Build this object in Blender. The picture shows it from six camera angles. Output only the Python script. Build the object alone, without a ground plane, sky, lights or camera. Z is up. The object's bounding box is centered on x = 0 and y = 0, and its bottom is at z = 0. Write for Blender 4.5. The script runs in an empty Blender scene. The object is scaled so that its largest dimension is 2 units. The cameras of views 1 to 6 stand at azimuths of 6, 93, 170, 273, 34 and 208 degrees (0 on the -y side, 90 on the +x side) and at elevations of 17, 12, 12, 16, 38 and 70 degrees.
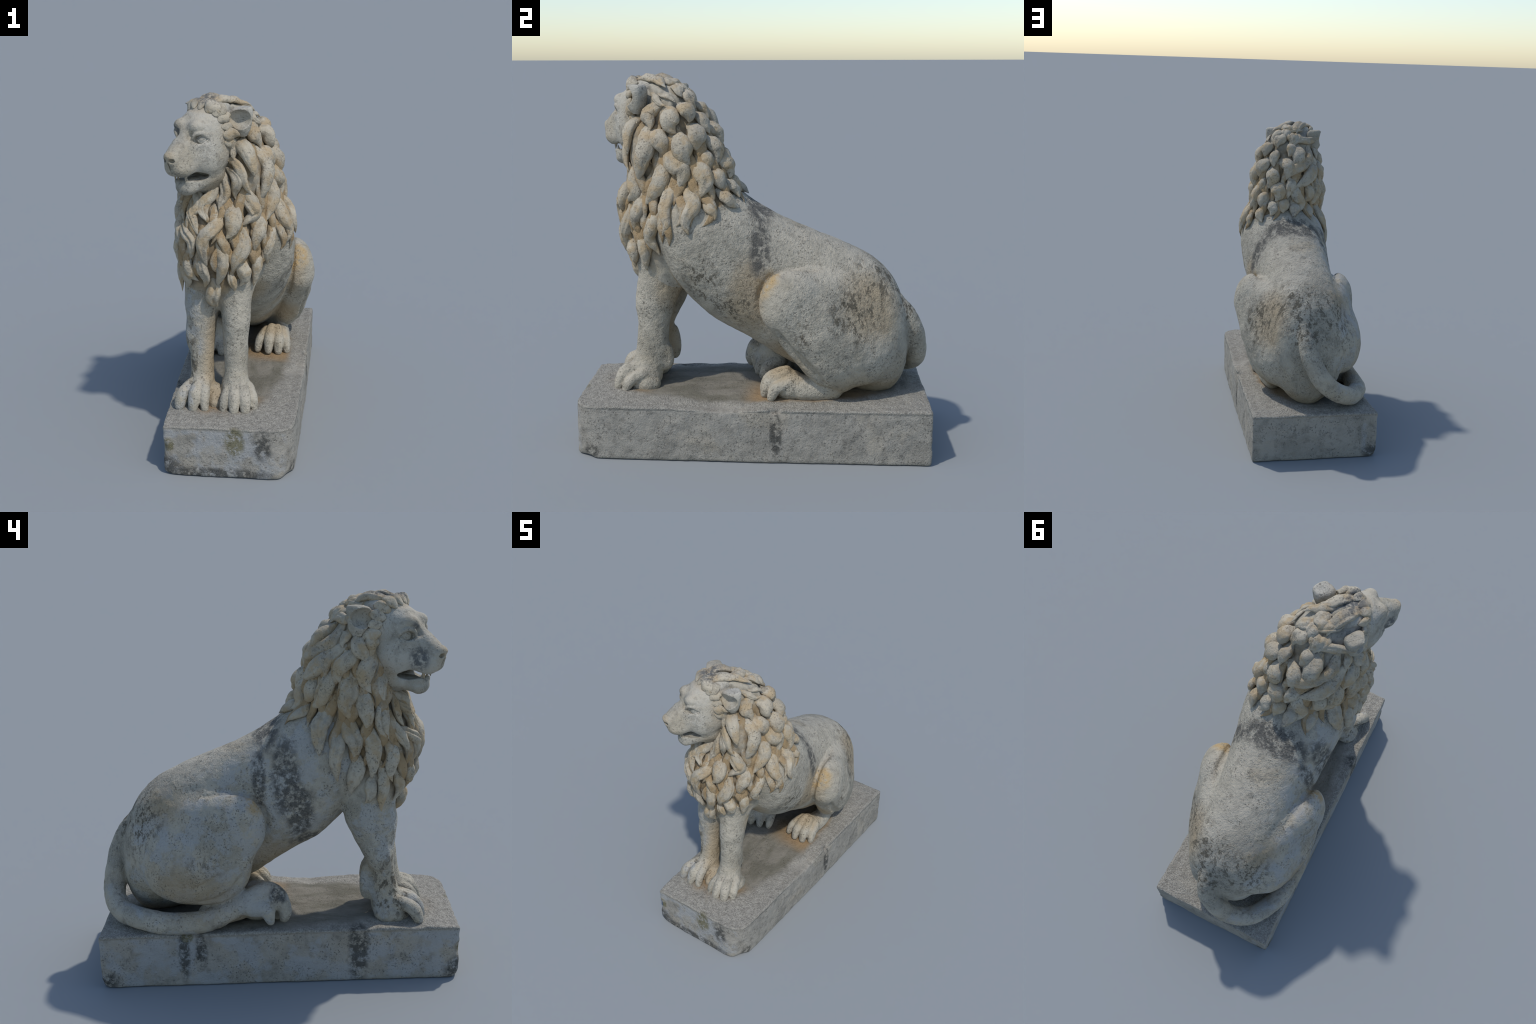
import bpy, math
import numpy as np
from mathutils import Vector, Matrix

RNG = np.random.default_rng(20240611)

# ----------------------------------------------------------------------------
# implicit-surface tool kit: distance primitives, smooth blends, surface nets
# ----------------------------------------------------------------------------
def smin(a, b, k):
    if np.isscalar(k) and k <= 0:
        return np.minimum(a, b)
    h = np.maximum(k - np.abs(a - b), 0.0) / k
    return np.minimum(a, b) - h * h * k * 0.25

def smax(a, b, k):
    return -smin(-a, -b, k)

def rot_axes(yaw=0.0, pitch=0.0, roll=0.0):
    """Rows are the local axes of a rotated primitive (degrees)."""
    m = Matrix.Rotation(math.radians(yaw), 3, 'Z') @ Matrix.Rotation(math.radians(pitch), 3, 'X') @ Matrix.Rotation(math.radians(roll), 3, 'Y')
    return np.array(m.transposed(), float)

def ellipsoid(c, r, yaw=0, pitch=0, roll=0):
    c, r, A = np.array(c, float), np.array(r, float), rot_axes(yaw, pitch, roll)
    R = float(max(r))
    def f(P):
        q = (P - c) @ A.T
        k0 = np.linalg.norm(q / r, axis=-1)
        k1 = np.linalg.norm(q / (r * r), axis=-1)
        return k0 * (k0 - 1.0) / np.maximum(k1, 1e-6)
    return f, c - R, c + R

def cone(a, b, ra, rb):
    a, b = np.array(a, float), np.array(b, float)
    ba = b - a
    l2 = float(ba @ ba)
    rr = ra - rb
    a2 = l2 - rr * rr
    il2 = 1.0 / max(l2, 1e-9)
    def f(P):
        pa = P - a
        y = pa @ ba
        z = y - l2
        v = pa * l2 - y[..., None] * ba
        x2 = np.einsum('...i,...i->...', v, v)
        y2, z2 = y * y * l2, z * z * l2
        k = np.sign(rr) * rr * rr * x2
        d1 = np.sqrt(np.maximum(x2 + z2, 0)) * il2 - rb
        d2 = np.sqrt(np.maximum(x2 + y2, 0)) * il2 - ra
        d3 = (np.sqrt(np.maximum(x2 * max(a2, 0) * il2, 0)) + y * rr) * il2 - ra
        return np.where(np.sign(z) * a2 * z2 > k, d1, np.where(np.sign(y) * a2 * y2 < k, d2, d3))
    R = max(ra, rb)
    return f, np.minimum(a, b) - R, np.maximum(a, b) + R

def spline(pts, n):
    """Catmull-Rom through control points (any number of columns)."""
    p = np.array(pts, float)
    p = np.vstack([2 * p[0] - p[1], p, 2 * p[-1] - p[-2]])
    m = len(p) - 3
    out = []
    for t in np.linspace(0, m, n):
        i = min(int(t), m - 1)
        u = t - i
        a, b, c, d = p[i:i + 4]
        out.append(0.5 * (2 * b + (c - a) * u + (2 * a - 5 * b + 4 * c - d) * u * u + (3 * b - a - 3 * c + d) * u ** 3))
    return np.array(out)

def chain(pts, n=None):
    """Round tube along a spline; control points are (x, y, z, radius)."""
    s = spline(pts, n or 4 * len(pts)) if len(pts) > 2 else np.array(pts, float)
    parts = [cone(s[i, :3], s[i + 1, :3], max(s[i, 3], 1e-3), max(s[i + 1, 3], 1e-3)) for i in range(len(s) - 1)]
    def f(P):
        d = parts[0][0](P)
        for q in parts[1:]:
            d = smin(d, q[0](P), 0.008)
        return d
    return f, np.min([q[1] for q in parts], 0), np.max([q[2] for q in parts], 0)

def loft(axis, stations, power=2.2, power_low=None):
    """Stack of super-elliptic sections along one axis.
    station = (position, lo_u, hi_u, lo_v, hi_v); u, v are the two other axes in order."""
    S = np.array(stations, float)
    if S[0, 0] > S[-1, 0]:
        S = S[::-1]
    ua, va = [i for i in range(3) if i != axis]
    fine = spline(S, 12 * len(S))
    fine = fine[np.argsort(fine[:, 0])]
    lo, hi = np.zeros(3), np.zeros(3)
    lo[axis], hi[axis] = S[0, 0], S[-1, 0]
    lo[ua], hi[ua], lo[va], hi[va] = S[:, 1].min(), S[:, 2].max(), S[:, 3].min(), S[:, 4].max()
    def raw(P):
        t = P[..., axis]
        g = [np.interp(t, fine[:, 0], fine[:, i]) for i in range(1, 5)]
        cu, ru = (g[0] + g[1]) / 2, np.maximum((g[1] - g[0]) / 2, 1e-3)
        cv, rv = (g[2] + g[3]) / 2, np.maximum((g[3] - g[2]) / 2, 1e-3)
        e = power if power_low is None else np.where(P[..., va] < cv, power_low, power)
        k = (np.abs((P[..., ua] - cu) / ru) ** e + np.abs((P[..., va] - cv) / rv) ** e) ** (1 / e)
        side = (k - 1.0) * np.minimum(ru, rv)
        return np.maximum(side, np.maximum(S[0, 0] - t, t - S[-1, 0]))
    def f(P):
        d = raw(P)
        near = np.abs(d) < 0.07
        Q, dq, g2, e = P[near], d[near], 0, 0.006
        for i in range(3):
            o = np.zeros(3); o[i] = e
            g2 = g2 + ((raw(Q + o) - dq) / e) ** 2
        d[near] = dq / np.clip(np.sqrt(g2), 0.6, 3.0)
        return d
    return f, lo, hi

def value_noise(P, cell, seed):
    """Smooth random field in -1..1 sampled at points."""
    q = P / cell
    i = np.floor(q).astype(np.int64)
    t = q - i
    t = t * t * t * (t * (6 * t - 15) + 10)
    def rnd(a):
        n = (a[..., 0] * 374761393 + a[..., 1] * 668265263 + a[..., 2] * 2147483647 + seed * 974634777) & 0xffffffff
        n = ((n ^ (n >> 13)) * 1274126177) & 0xffffffff
        n = ((n ^ (n >> 16)) * 2246822519) & 0xffffffff
        return ((n ^ (n >> 15)) & 0xffff) / 32767.5 - 1.0
    out = 0
    for dx in (0, 1):
        for dy in (0, 1):
            for dz in (0, 1):
                w = (t[..., 0] if dx else 1 - t[..., 0]) * (t[..., 1] if dy else 1 - t[..., 1]) * (t[..., 2] if dz else 1 - t[..., 2])
                out = out + w * rnd(i + np.array([dx, dy, dz]))
    return out

class Field:
    """Signed-distance grid that primitives are added to or carved from."""
    def __init__(self, lo, hi, h):
        self.h, self.o = h, np.array(lo, float)
        self.n = np.ceil((np.array(hi) - self.o) / h).astype(int) + 1
        self.d = np.full(self.n, 0.2, np.float64)
    def window(self, lo, hi, m):
        a = np.clip(np.floor((lo - m - self.o) / self.h).astype(int), 0, self.n)
        b = np.clip(np.ceil((hi + m - self.o) / self.h).astype(int) + 1, 0, self.n)
        ax = [self.o[i] + self.h * np.arange(a[i], b[i]) for i in range(3)]
        P = np.stack(np.meshgrid(*ax, indexing='ij'), -1)
        return tuple(slice(a[i], b[i]) for i in range(3)), P
    def add(self, prim, k=0.02):
        f, lo, hi = prim
        s, P = self.window(lo, hi, k + 2.5 * self.h)
        if P.size:
            self.d[s] = smin(self.d[s], f(P), k)
    def cut(self, prim, k=0.01):
        f, lo, hi = prim
        s, P = self.window(lo, hi, k + 2.5 * self.h)
        if P.size:
            self.d[s] = smax(self.d[s], -f(P), k)
    def mesh(self):
        D, o, h = self.d, self.o, self.h
        s = D < 0
        c = np.zeros(np.array(D.shape) - 1, np.int8)
        corners = [(i, j, k) for i in (0, 1) for j in (0, 1) for k in (0, 1)]
        n = c.shape
        for i, j, k in corners:
            c += s[i:i + n[0], j:j + n[1], k:k + n[2]]
        idx = np.argwhere((c > 0) & (c < 8))
        ids = np.full(n, -1, np.int64)
        ids[tuple(idx.T)] = np.arange(len(idx))
        acc, cnt = np.zeros((len(idx), 3)), np.zeros(len(idx))
        for a in corners:
            for ax in range(3):
                if a[ax]:
                    continue
                b = list(a); b[ax] = 1
                d0, d1 = D[tuple((idx + a).T)], D[tuple((idx + b).T)]
                m = (d0 < 0) != (d1 < 0)
                t = np.where(m, d0 / np.where(m, d0 - d1, 1), 0)
                p = np.repeat(np.array([a], float), len(idx), 0)
                p[:, ax] += t
                acc += p * m[:, None]
                cnt += m
        v = o + h * (idx + acc / cnt[:, None])
        faces = []
        for ax in range(3):
            u, w = (ax + 1) % 3, (ax + 2) % 3
            sl0, sl1 = [slice(None)] * 3, [slice(None)] * 3
            sl0[ax], sl1[ax] = slice(0, -1), slice(1, None)
            s0, s1 = s[tuple(sl0)], s[tuple(sl1)]
            e = np.argwhere(s0 != s1)
            e = e[(e[:, u] > 0) & (e[:, w] > 0) & (e[:, u] < n[u]) & (e[:, w] < n[w])]
            inside = s0[tuple(e.T)]
            q = []
            for du, dw in ((0, 0), (1, 0), (1, 1), (0, 1)):
                g = e.copy(); g[:, u] -= du; g[:, w] -= dw
                q.append(ids[tuple(g.T)])
            q = np.stack(q, 1)
            q[~inside] = q[~inside][:, ::-1]
            faces.append(q)
        return v, np.vstack(faces)

def relax(v, f, rounds=2):
    """Light volume-keeping smoothing of a quad mesh."""
    e = np.vstack([f[:, [0, 1]], f[:, [1, 2]], f[:, [2, 3]], f[:, [3, 0]]])
    e = np.vstack([e, e[:, ::-1]])
    deg = np.bincount(e[:, 0], minlength=len(v))[:, None]
    for i in range(2 * rounds):
        m = np.stack([np.bincount(e[:, 0], v[e[:, 1], a], len(v)) for a in range(3)], 1) / deg
        v = v + (0.5 if i % 2 == 0 else -0.52) * (m - v)
    return v

def vertex_normals(v, f):
    n = np.cross(v[f[:, 2]] - v[f[:, 0]], v[f[:, 3]] - v[f[:, 1]])
    out = np.zeros_like(v)
    for i in range(4):
        for a in range(3):
            out[:, a] += np.bincount(f[:, i], n[:, a], len(v))
    return out / np.maximum(np.linalg.norm(out, axis=1), 1e-12)[:, None]

def mesh_data(name, v, f, normals=None):
    me = bpy.data.meshes.new(name)
    nv, nf, w = len(v), len(f), f.shape[1]
    me.vertices.add(nv); me.vertices.foreach_set('co', np.asarray(v, np.float32).ravel())
    me.loops.add(nf * w); me.loops.foreach_set('vertex_index', np.asarray(f, np.int32).ravel())
    me.polygons.add(nf)
    me.polygons.foreach_set('loop_start', np.arange(0, nf * w, w, dtype=np.int32))
    me.polygons.foreach_set('loop_total', np.full(nf, w, np.int32))
    me.update(calc_edges=True); me.validate()
    me.shade_smooth()
    if normals is not None:
        me.normals_split_custom_set_from_vertices([tuple(x) for x in normals])
    return me

def link(name, me, parent, mat=None):
    o = bpy.data.objects.new(name, me)
    bpy.context.scene.collection.objects.link(o)
    if parent is not None:
        o.parent = parent
    if mat is not None and me is not None:
        me.materials.clear(); me.materials.append(mat)
    return o

# ----------------------------------------------------------------------------
# materials
# ----------------------------------------------------------------------------
class Graph:
    """Small helper for writing procedural stone as expressions."""
    def __init__(self, name):
        self.m = bpy.data.materials.new(name); self.m.use_nodes = True
        self.t = self.m.node_tree
        self.t.nodes.clear()
        self.out = self.t.nodes.new('ShaderNodeOutputMaterial')
        self.bsdf = self.t.nodes.new('ShaderNodeBsdfPrincipled')
        self.t.links.new(self.bsdf.outputs[0], self.out.inputs[0])
        self.pos = self.t.nodes.new('ShaderNodeTexCoord').outputs['Object']
    def put(self, sock, v):
        if isinstance(v, bpy.types.NodeSocket):
            self.t.links.new(v, sock)
        elif isinstance(v, (tuple, list)) and sock.type == 'RGBA':
            sock.default_value = (*v, 1) if len(v) == 3 else v
        else:
            sock.default_value = v
    def math(self, op, a, b=0.0, clamp=False):
        n = self.t.nodes.new('ShaderNodeMath'); n.operation = op; n.use_clamp = clamp
        self.put(n.inputs[0], a); self.put(n.inputs[1], b)
        return n.outputs[0]
    def vec(self, op, a, b=(0, 0, 0)):
        n = self.t.nodes.new('ShaderNodeVectorMath'); n.operation = op
        self.put(n.inputs[0], a); self.put(n.inputs[1], b)
        return n.outputs['Value' if op in ('LENGTH', 'DISTANCE', 'DOT_PRODUCT') else 0]
    def noise(self, scale, detail=3.0, rough=.55, shift=0.0, stretch=(1, 1, 1)):
        p = self.vec('MULTIPLY', self.pos, stretch)
        p = self.vec('ADD', p, (shift, shift * 1.7, shift * .6))
        n = self.t.nodes.new('ShaderNodeTexNoise')
        self.put(n.inputs['Vector'], p)
        n.inputs['Scale'].default_value = scale; n.inputs['Detail'].default_value = detail; n.inputs['Roughness'].default_value = rough
        return n.outputs[0]
    def cells(self, scale, shift=0.0):
        n = self.t.nodes.new('ShaderNodeTexVoronoi')
        self.put(n.inputs['Vector'], self.vec('ADD', self.pos, (shift, 0, shift)))
        n.inputs['Scale'].default_value = scale
        return n.outputs['Distance']
    def step(self, x, lo, hi):
        n = self.t.nodes.new('ShaderNodeMapRange'); n.interpolation_type = 'SMOOTHSTEP'
        self.put(n.inputs['Value'], x)
        n.inputs['From Min'].default_value = lo; n.inputs['From Max'].default_value = hi
        return n.outputs[0]
    def mix(self, fac, a, b):
        n = self.t.nodes.new('ShaderNodeMix'); n.data_type = 'RGBA'
        self.put(n.inputs[0], fac); self.put(n.inputs[6], a); self.put(n.inputs[7], b)
        return n.outputs[2]
    def mul(self, a, b):
        return self.math('MULTIPLY', a, b)
    def any(self, masks):
        r = masks[0]
        for q in masks[1:]:
            r = self.math('MAXIMUM', r, q)
        return r
    def patch(self, c, r, ragged, soft=.35, amp=.9):
        """Ragged-edged patch of matter around a point."""
        d = self.vec('DIVIDE', self.vec('SUBTRACT', self.pos, c), r)
        l = self.vec('LENGTH', d)
        e = self.math('ADD', l, self.mul(self.math('SUBTRACT', ragged, .5), amp))
        return self.math('SUBTRACT', 1.0, self.step(e, 1 - soft, 1 + soft))
    def finish(self, colour, height, strength=.5, distance=.004, rough=.92):
        b = self.t.nodes.new('ShaderNodeBump')
        b.inputs['Strength'].default_value = strength; b.inputs['Distance'].default_value = distance
        self.put(b.inputs['Height'], height)
        self.put(self.bsdf.inputs['Normal'], b.outputs[0])
        self.put(self.bsdf.inputs['Base Color'], colour)
        self.bsdf.inputs['Roughness'].default_value = rough
        self.bsdf.inputs['Specular IOR Level'].default_value = .2
        return self.m

PALE, GREY, WARM = (.442, .400, .320), (.324, .296, .236), (.408, .336, .228)
OCHRE, RUST, SOOT, MOSS = (.385, .285, .165), (.450, .300, .125), (.078, .075, .068), (.150, .135, .072)

def stone(g, pale=PALE, grey=GREY, pit=.5, warm=.5):
    """Common limestone: blotchy pale/grey ground, fine grain and dark pits."""
    big, mid, fine = g.noise(5.5, 5, .6), g.noise(22, 4, .6, 3.1), g.noise(150, 3, .6, 7.7)
    col = g.mix(g.step(big, .40, .66), pale, grey)
    col = g.mix(g.mul(g.step(g.noise(3.6, 4, .6, 11.), .50, .68), warm), col, WARM)
    col = g.mix(g.mul(g.step(mid, .50, .70), .50), col, tuple(.58 * c for c in grey))
    col = g.mix(g.mul(g.step(fine, .46, .30), .45), col, tuple(min(1, 1.16 * c) for c in pale))
    pits = g.mul(g.step(g.noise(95, 3, .7, 5.), .585, .66), g.step(g.noise(9, 3, .6, 9.), .40, .62))
    holes = g.math('SUBTRACT', 1.0, g.step(g.cells(58, 2.), .16, .30))
    pits = g.math('MAXIMUM', pits, g.mul(g.mul(holes, .7), g.step(g.noise(12, 4, .7, 19.), .54, .64)))
    col = g.mix(g.mul(pits, pit), col, (.105, .098, .085))
    return col, fine, mid, pits

def lion_material():
    g = Graph('weathered_limestone')
    col, fine, mid, pits = stone(g, pit=.55, warm=.45)
    rag, rag2 = g.noise(7, 6, .68, 21.), g.noise(26, 4, .7, 23.)
    # smooth blue-grey skin surviving on the shaded right flank
    x = g.t.nodes.new('ShaderNodeSeparateXYZ'); g.put(x.inputs[0], g.pos)
    right = g.math('SUBTRACT', 1.0, g.step(x.outputs[0], -.20, -.10))
    skin = g.mul(g.step(g.noise(8, 5, .62, 31.), .47, .56), right)
    col = g.mix(g.mul(skin, .70), col, (.385, .380, .355))
    # ochre stains
    ochre = g.any([g.patch(c, r, rag, .5, .8) for c, r in (
        ((.26, -.02, .86), (.12, .10, .20)), ((.20, .20, .50), (.16, .12, .10)), ((-.20, .08, .62), (.15, .18, .14)), ((.17, .16, .44), (.12, .08, .05)),
        ((.05, -.42, .86), (.14, .10, .12)), ((-.12, -.56, .52), (.05, .12, .24)), ((-.10, -.62, .34), (.06, .12, .06)), ((.10, .62, .33), (.25, .22, .06)),
        ((-.28, .62, .98), (.14, .16, .12)), ((.22, .60, .80), (.14, .16, .18)), ((-.36, .42, .52), (.10, .20, .16)), ((-.30, .25, .35), (.08, .14, .05)))])
    col = g.mix(g.mul(ochre, .55), col, OCHRE)
    rust = g.any([g.patch((.315, .085, .950), (.070, .062, .095), rag, .35, 1.6), g.patch((-.31, .10, .97), (.06, .05, .05), rag, .3, .8)])
    col = g.mix(g.mul(g.mul(rust, g.step(rag2, .30, .60)), .75), col, RUST)
    # black lichen streaks
    soot = g.any([g.patch(c, r, rag, .30, 1.0) for c, r in (
        ((-.02, .04, 1.33), (.34, .075, .13)), ((-.27, -.06, 1.10), (.14, .070, .22)), ((-.28, -.13, .90), (.14, .075, .17)), ((-.24, .075, 1.10), (.12, .035, .16)),
        ((-.20, -.20, .72), (.16, .12, .05)), ((.24, .045, 1.10), (.12, .055, .15)), 
        ((-.33, .34, .35), (.06, .10, .05)), ((-.28, .0, .47), (.08, .05, .05)))])
    col = g.mix(g.mul(g.mul(soot, g.step(rag2, .36, .56)), .85), col, SOOT)
    speck = g.any([g.patch(c, r, rag, .5, .9) for c, r in (
        ((.30, .50, .80), (.16, .11, .11)), ((.24, .64, .86), (.14, .06, .16)), ((.30, .54, .76), (.10, .07, .14)), ((.33, .27, .70), (.10, .05, .08)), ((.28, -.25, .95), (.10, .10, .16)), ((.27, -.10, .80), (.12, .12, .10)),
        ((-.33, .36, .66), (.10, .10, .08)), ((-.15, .70, .86), (.20, .12, .18)), ((.10, .66, .95), (.2, .14, .12)), ((.05, .80, .80), (.10, .10, .20)), ((-.23, -.62, .45), (.05, .12, .30)))])
    col = g.mix(g.mul(g.mul(speck, g.step(g.noise(30, 5, .78, 41., (1, 1, .7)), .49, .58)), .85), col, (.098, .084, .060))
    h = g.math('ADD', g.mul(fine, .5), g.mul(g.noise(55, 3, .6, 2.), .9))
    h = g.math('SUBTRACT', h, g.mul(pits, .6))
    return g.finish(col, h, 1.0, .009)

def head_material():
    g = Graph('carved_limestone_face')
    col, fine, mid, pits = stone(g, pale=(.436, .406, .342), pit=.5, warm=.35)
    rag, rag2 = g.noise(9, 6, .68, 21.), g.noise(34, 4, .7, 23.)
    ochre = g.any([g.patch(c, r, rag, .5, .9) for c, r in (
        (tuple(head_to_world(np.array([.07, .15, 1.84]))), (.05, .05, .12)), (tuple(head_to_world(np.array([.07, -.15, 1.86]))), (.05, .05, .12)), (tuple(head_to_world(np.array([.13, 0, 1.945]))), (.10, .10, .03)),
        (tuple(head_to_world(np.array([.10, .09, 1.56]))), (.07, .07, .05)), (tuple(head_to_world(np.array([.10, -.10, 1.62]))), (.07, .06, .08)), (tuple(head_to_world(np.array([.375, .0, 1.725]))), (.03, .03, .025)))])
    col = g.mix(g.mul(ochre, .38), col, OCHRE)
    soot = g.any([g.patch(c, r, rag, .35, 1.0) for c, r in (
        (tuple(head_to_world(np.array([.08, .0, 1.985]))), (.07, .10, .03)), (tuple(head_to_world(np.array([.275, -.06, 1.69]))), (.05, .05, .06)), (tuple(head_to_world(np.array([.235, -.05, 1.85]))), (.03, .03, .025)))])
    col = g.mix(g.mul(g.mul(soot, g.step(rag2, .38, .56)), .85), col, (.085, .09, .092))
    mouth = g.patch(tuple(head_to_world(np.array([.21, 0, 1.603]))), (.055, .055, .020), rag, .2, .2)  # mouth shadow painted dark into the stone colour
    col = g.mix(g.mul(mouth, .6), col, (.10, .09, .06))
    h = g.math('ADD', g.mul(fine, .5), g.mul(g.noise(60, 3, .6, 2.), .8))
    return g.finish(col, g.math('SUBTRACT', h, g.mul(pits, .6)), .8, .007)

def lock_material(name='carved_limestone_hair', stain=.62, tint=(.398, .285, .152), lo=.44, hi=.64):
    g = Graph(name)
    col, fine, mid, pits = stone(g, pale=(.462, .408, .315), grey=(.352, .308, .236), pit=.5, warm=.85)
    col = g.mix(g.mul(g.step(g.noise(13, 4, .6, 51.), lo, hi), stain), col, tint)
    rag = g.noise(9, 6, .68, 21.)
    soot = g.any([g.patch(c, r, rag, .35, 1.0) for c, r in (((-.12, -.60, 1.985), (.06, .10, .04)), ((-.08, -.02, 1.36), (.16, .05, .06)))])
    col = g.mix(g.mul(g.mul(soot, g.step(g.noise(34, 4, .7, 23.), .38, .56)), .8), col, (.085, .09, .092))
    h = g.math('ADD', g.mul(fine, .4), g.mul(g.noise(70, 3, .65, 2.), .8))
    h = g.math('ADD', h, g.mul(g.noise(40, 2, .5, 4., (1, 1, .25)), .6))
    return g.finish(col, g.math('SUBTRACT', h, g.mul(pits, .7)), .8, .007)

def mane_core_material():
    """Stone between the locks, ochre to dark brown in colour; clean limestone below the mane."""
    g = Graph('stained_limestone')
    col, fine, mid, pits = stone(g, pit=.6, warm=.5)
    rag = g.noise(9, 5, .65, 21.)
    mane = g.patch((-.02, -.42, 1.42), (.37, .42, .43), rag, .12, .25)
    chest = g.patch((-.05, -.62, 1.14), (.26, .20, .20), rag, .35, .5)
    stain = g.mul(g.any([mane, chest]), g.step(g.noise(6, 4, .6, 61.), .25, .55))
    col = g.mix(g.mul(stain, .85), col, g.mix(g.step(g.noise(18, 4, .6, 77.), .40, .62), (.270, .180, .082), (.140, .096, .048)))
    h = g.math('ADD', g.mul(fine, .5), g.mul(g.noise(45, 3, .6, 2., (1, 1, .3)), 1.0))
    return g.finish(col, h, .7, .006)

def plinth_material():
    g = Graph('weathered_block_stone')
    col, fine, mid, pits = stone(g, pale=(.335, .311, .264), grey=(.260, .242, .204), pit=.6, warm=.25)
    rag, rag2 = g.noise(7, 6, .68, 21.), g.noise(30, 4, .7, 23.)
    x = g.t.nodes.new('ShaderNodeSeparateXYZ'); g.put(x.inputs[0], g.pos)
    X, Y, Z = x.outputs
    # coarse salt-and-pepper crust on top, with a bed of brown silt round the lion
    topside = g.step(Z, .275, .290)
    pepper = g.noise(120, 2, .8, 3.)
    crust = g.mix(g.step(g.math('ADD', g.mul(pepper, .6), g.mul(g.noise(45, 3, .7, 17.), .4)), .36, .64), (.225, .208, .175), (.430, .400, .338))
    bed = g.patch((-.03, .02, .30), (.30, .80, .30), g.noise(5, 4, .6, 71.), .10, .45)
    silt = g.mix(g.step(g.noise(9, 5, .65, 14., (1, .35, 1)), .40, .65), (.225, .205, .165), (.150, .138, .105))
    silt = g.mix(g.mul(g.any([g.patch(c, r, rag, .6, .5) for c, r in (((.04, -.70, .30), (.18, .12, .1)), ((-.19, -.72, .30), (.18, .10, .1)), ((.17, .10, .30), (.20, .12, .1)), ((.20, .45, .30), (.16, .25, .1)))]), .75), silt, (.300, .190, .088))
    col = g.mix(topside, col, g.mix(bed, crust, silt))
    # mossy and sooty runs down the sides
    side = g.math('SUBTRACT', 1.0, g.step(Z, .262, .285))
    blue = g.mul(g.mul(g.step(g.noise(6, 5, .6, 33.), .44, .56), side), g.any([g.math('SUBTRACT', 1.0, g.step(Y, -.93, -.90)), g.math('SUBTRACT', 1.0, g.step(X, -.33, -.30))]))
    col = g.mix(g.mul(blue, .75), col, (.335, .338, .330))
    soot = g.any([g.patch(c, r, rag, .35, .9) for c, r in (
        ((-.36, -.42, .18), (.08, .050, .20)), ((-.38, .49, .18), (.08, .030, .16)), ((-.38, .40, .20), (.08, .030, .10)), ((.38, .13, .17), (.06, .030, .13)),
        ((-.34, -.95, .05), (.10, .08, .08)), ((.20, -.95, .20), (.05, .06, .09)), ((.39, -.86, .03), (.06, .06, .05)), ((-.40, .93, .04), (.08, .08, .06)), ((-.05, -.95, .02), (.30, .05, .04)))])
    col = g.mix(g.mul(g.mul(soot, g.step(rag2, .36, .56)), .85), col, (.055, .054, .048))
    moss = g.any([g.patch(c, r, rag, .25, .7) for c, r in (((.055, -.95, .215), (.055, .05, .085)), ((-.30, -.95, .18), (.03, .06, .04)), ((-.385, .47, .28), (.05, .03, .03)))])
    col = g.mix(g.mul(g.mul(moss, g.step(g.noise(45, 3, .7, 8.), .34, .55)), .85), col, MOSS)
    rough = g.math('MULTIPLY', topside, g.math('SUBTRACT', 1.0, bed))
    h = g.math('ADD', g.mul(fine, .4), g.mul(g.noise(50, 3, .6, 2.), .6))
    h = g.math('ADD', h, g.mul(g.mul(pepper, rough), 1.6))
    return g.finish(col, g.math('SUBTRACT', h, g.mul(pits, .5)), .9, .009)

# ----------------------------------------------------------------------------
# the lion's body: blended volumes, facing -y
# ----------------------------------------------------------------------------
def band(rows):
    """(y, z_top, z_bottom, centre_x, half_width) -> loft stations along y."""
    return [(y, cx - hw, cx + hw, zb, zt) for y, zt, zb, cx, hw in rows]

TORSO = [loft(1, band([
    (-.500, 1.26, 1.16, .02, .10), (-.480, 1.34, 1.06, .02, .20), (-.440, 1.41, .960, .022, .260), (-.390, 1.45, .868, .024, .288),
    (-.320, 1.46, .785, .018, .298), (-.220, 1.445, .695, .018, .298), (-.090, 1.395, .622, .015, .289),
    (.000, 1.335, .570, .010, .278), (.130, 1.255, .485, .006, .264), (.280, 1.190, .405, .003, .256),
    (.420, 1.135, .350, .003, .255), (.540, 1.083, .300, .0, .255), (.640, 1.030, .276, .0, .246),
    (.715, .962, .282, .0, .226), (.758, .900, .302, .0, .202), (.796, .820, .350, .0, .166),
    (.822, .742, .420, .0, .120), (.838, .660, .52, .0, .055)]), 2.45, 1.88)]

# chest and mane core: sections along z  (z, x_lo, x_hi, y_lo, y_hi)
NECK_ROWS = [
    (0.820, -0.150, -0.010, -0.540, -0.430), (0.850, -0.220, 0.060, -0.580, -0.390), (0.900, -0.255, 0.098, -0.612, -0.345),
    (1.000, -0.272, 0.140, -0.662, -0.285), (1.100, -0.274, 0.187, -0.706, -0.229), (1.200, -0.280, 0.244, -0.726, -0.154),
    (1.300, -0.278, 0.267, -0.724, -0.102), (1.380, -0.272, 0.254, -0.702, -0.098), (1.460, -0.264, 0.230, -0.662, -0.127),
    (1.560, -0.256, 0.208, -0.615, -0.164), (1.660, -0.250, 0.192, -0.605, -0.200), (1.760, -0.237, 0.164, -0.590, -0.250),
    (1.840, -0.218, 0.137, -0.580, -0.312), (1.900, -0.194, 0.102, -0.575, -0.367), (1.940, -0.154, 0.057, -0.570, -0.427),
    (1.962, -0.104, 0.002, -0.530, -0.472)]
TWIST = [(.80, .0), (.95, .10), (1.08, .26), (1.20, .34), (1.36, .33), (1.48, .24), (1.60, .20), (1.98, .24)]   # the neck turns with the head

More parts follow.
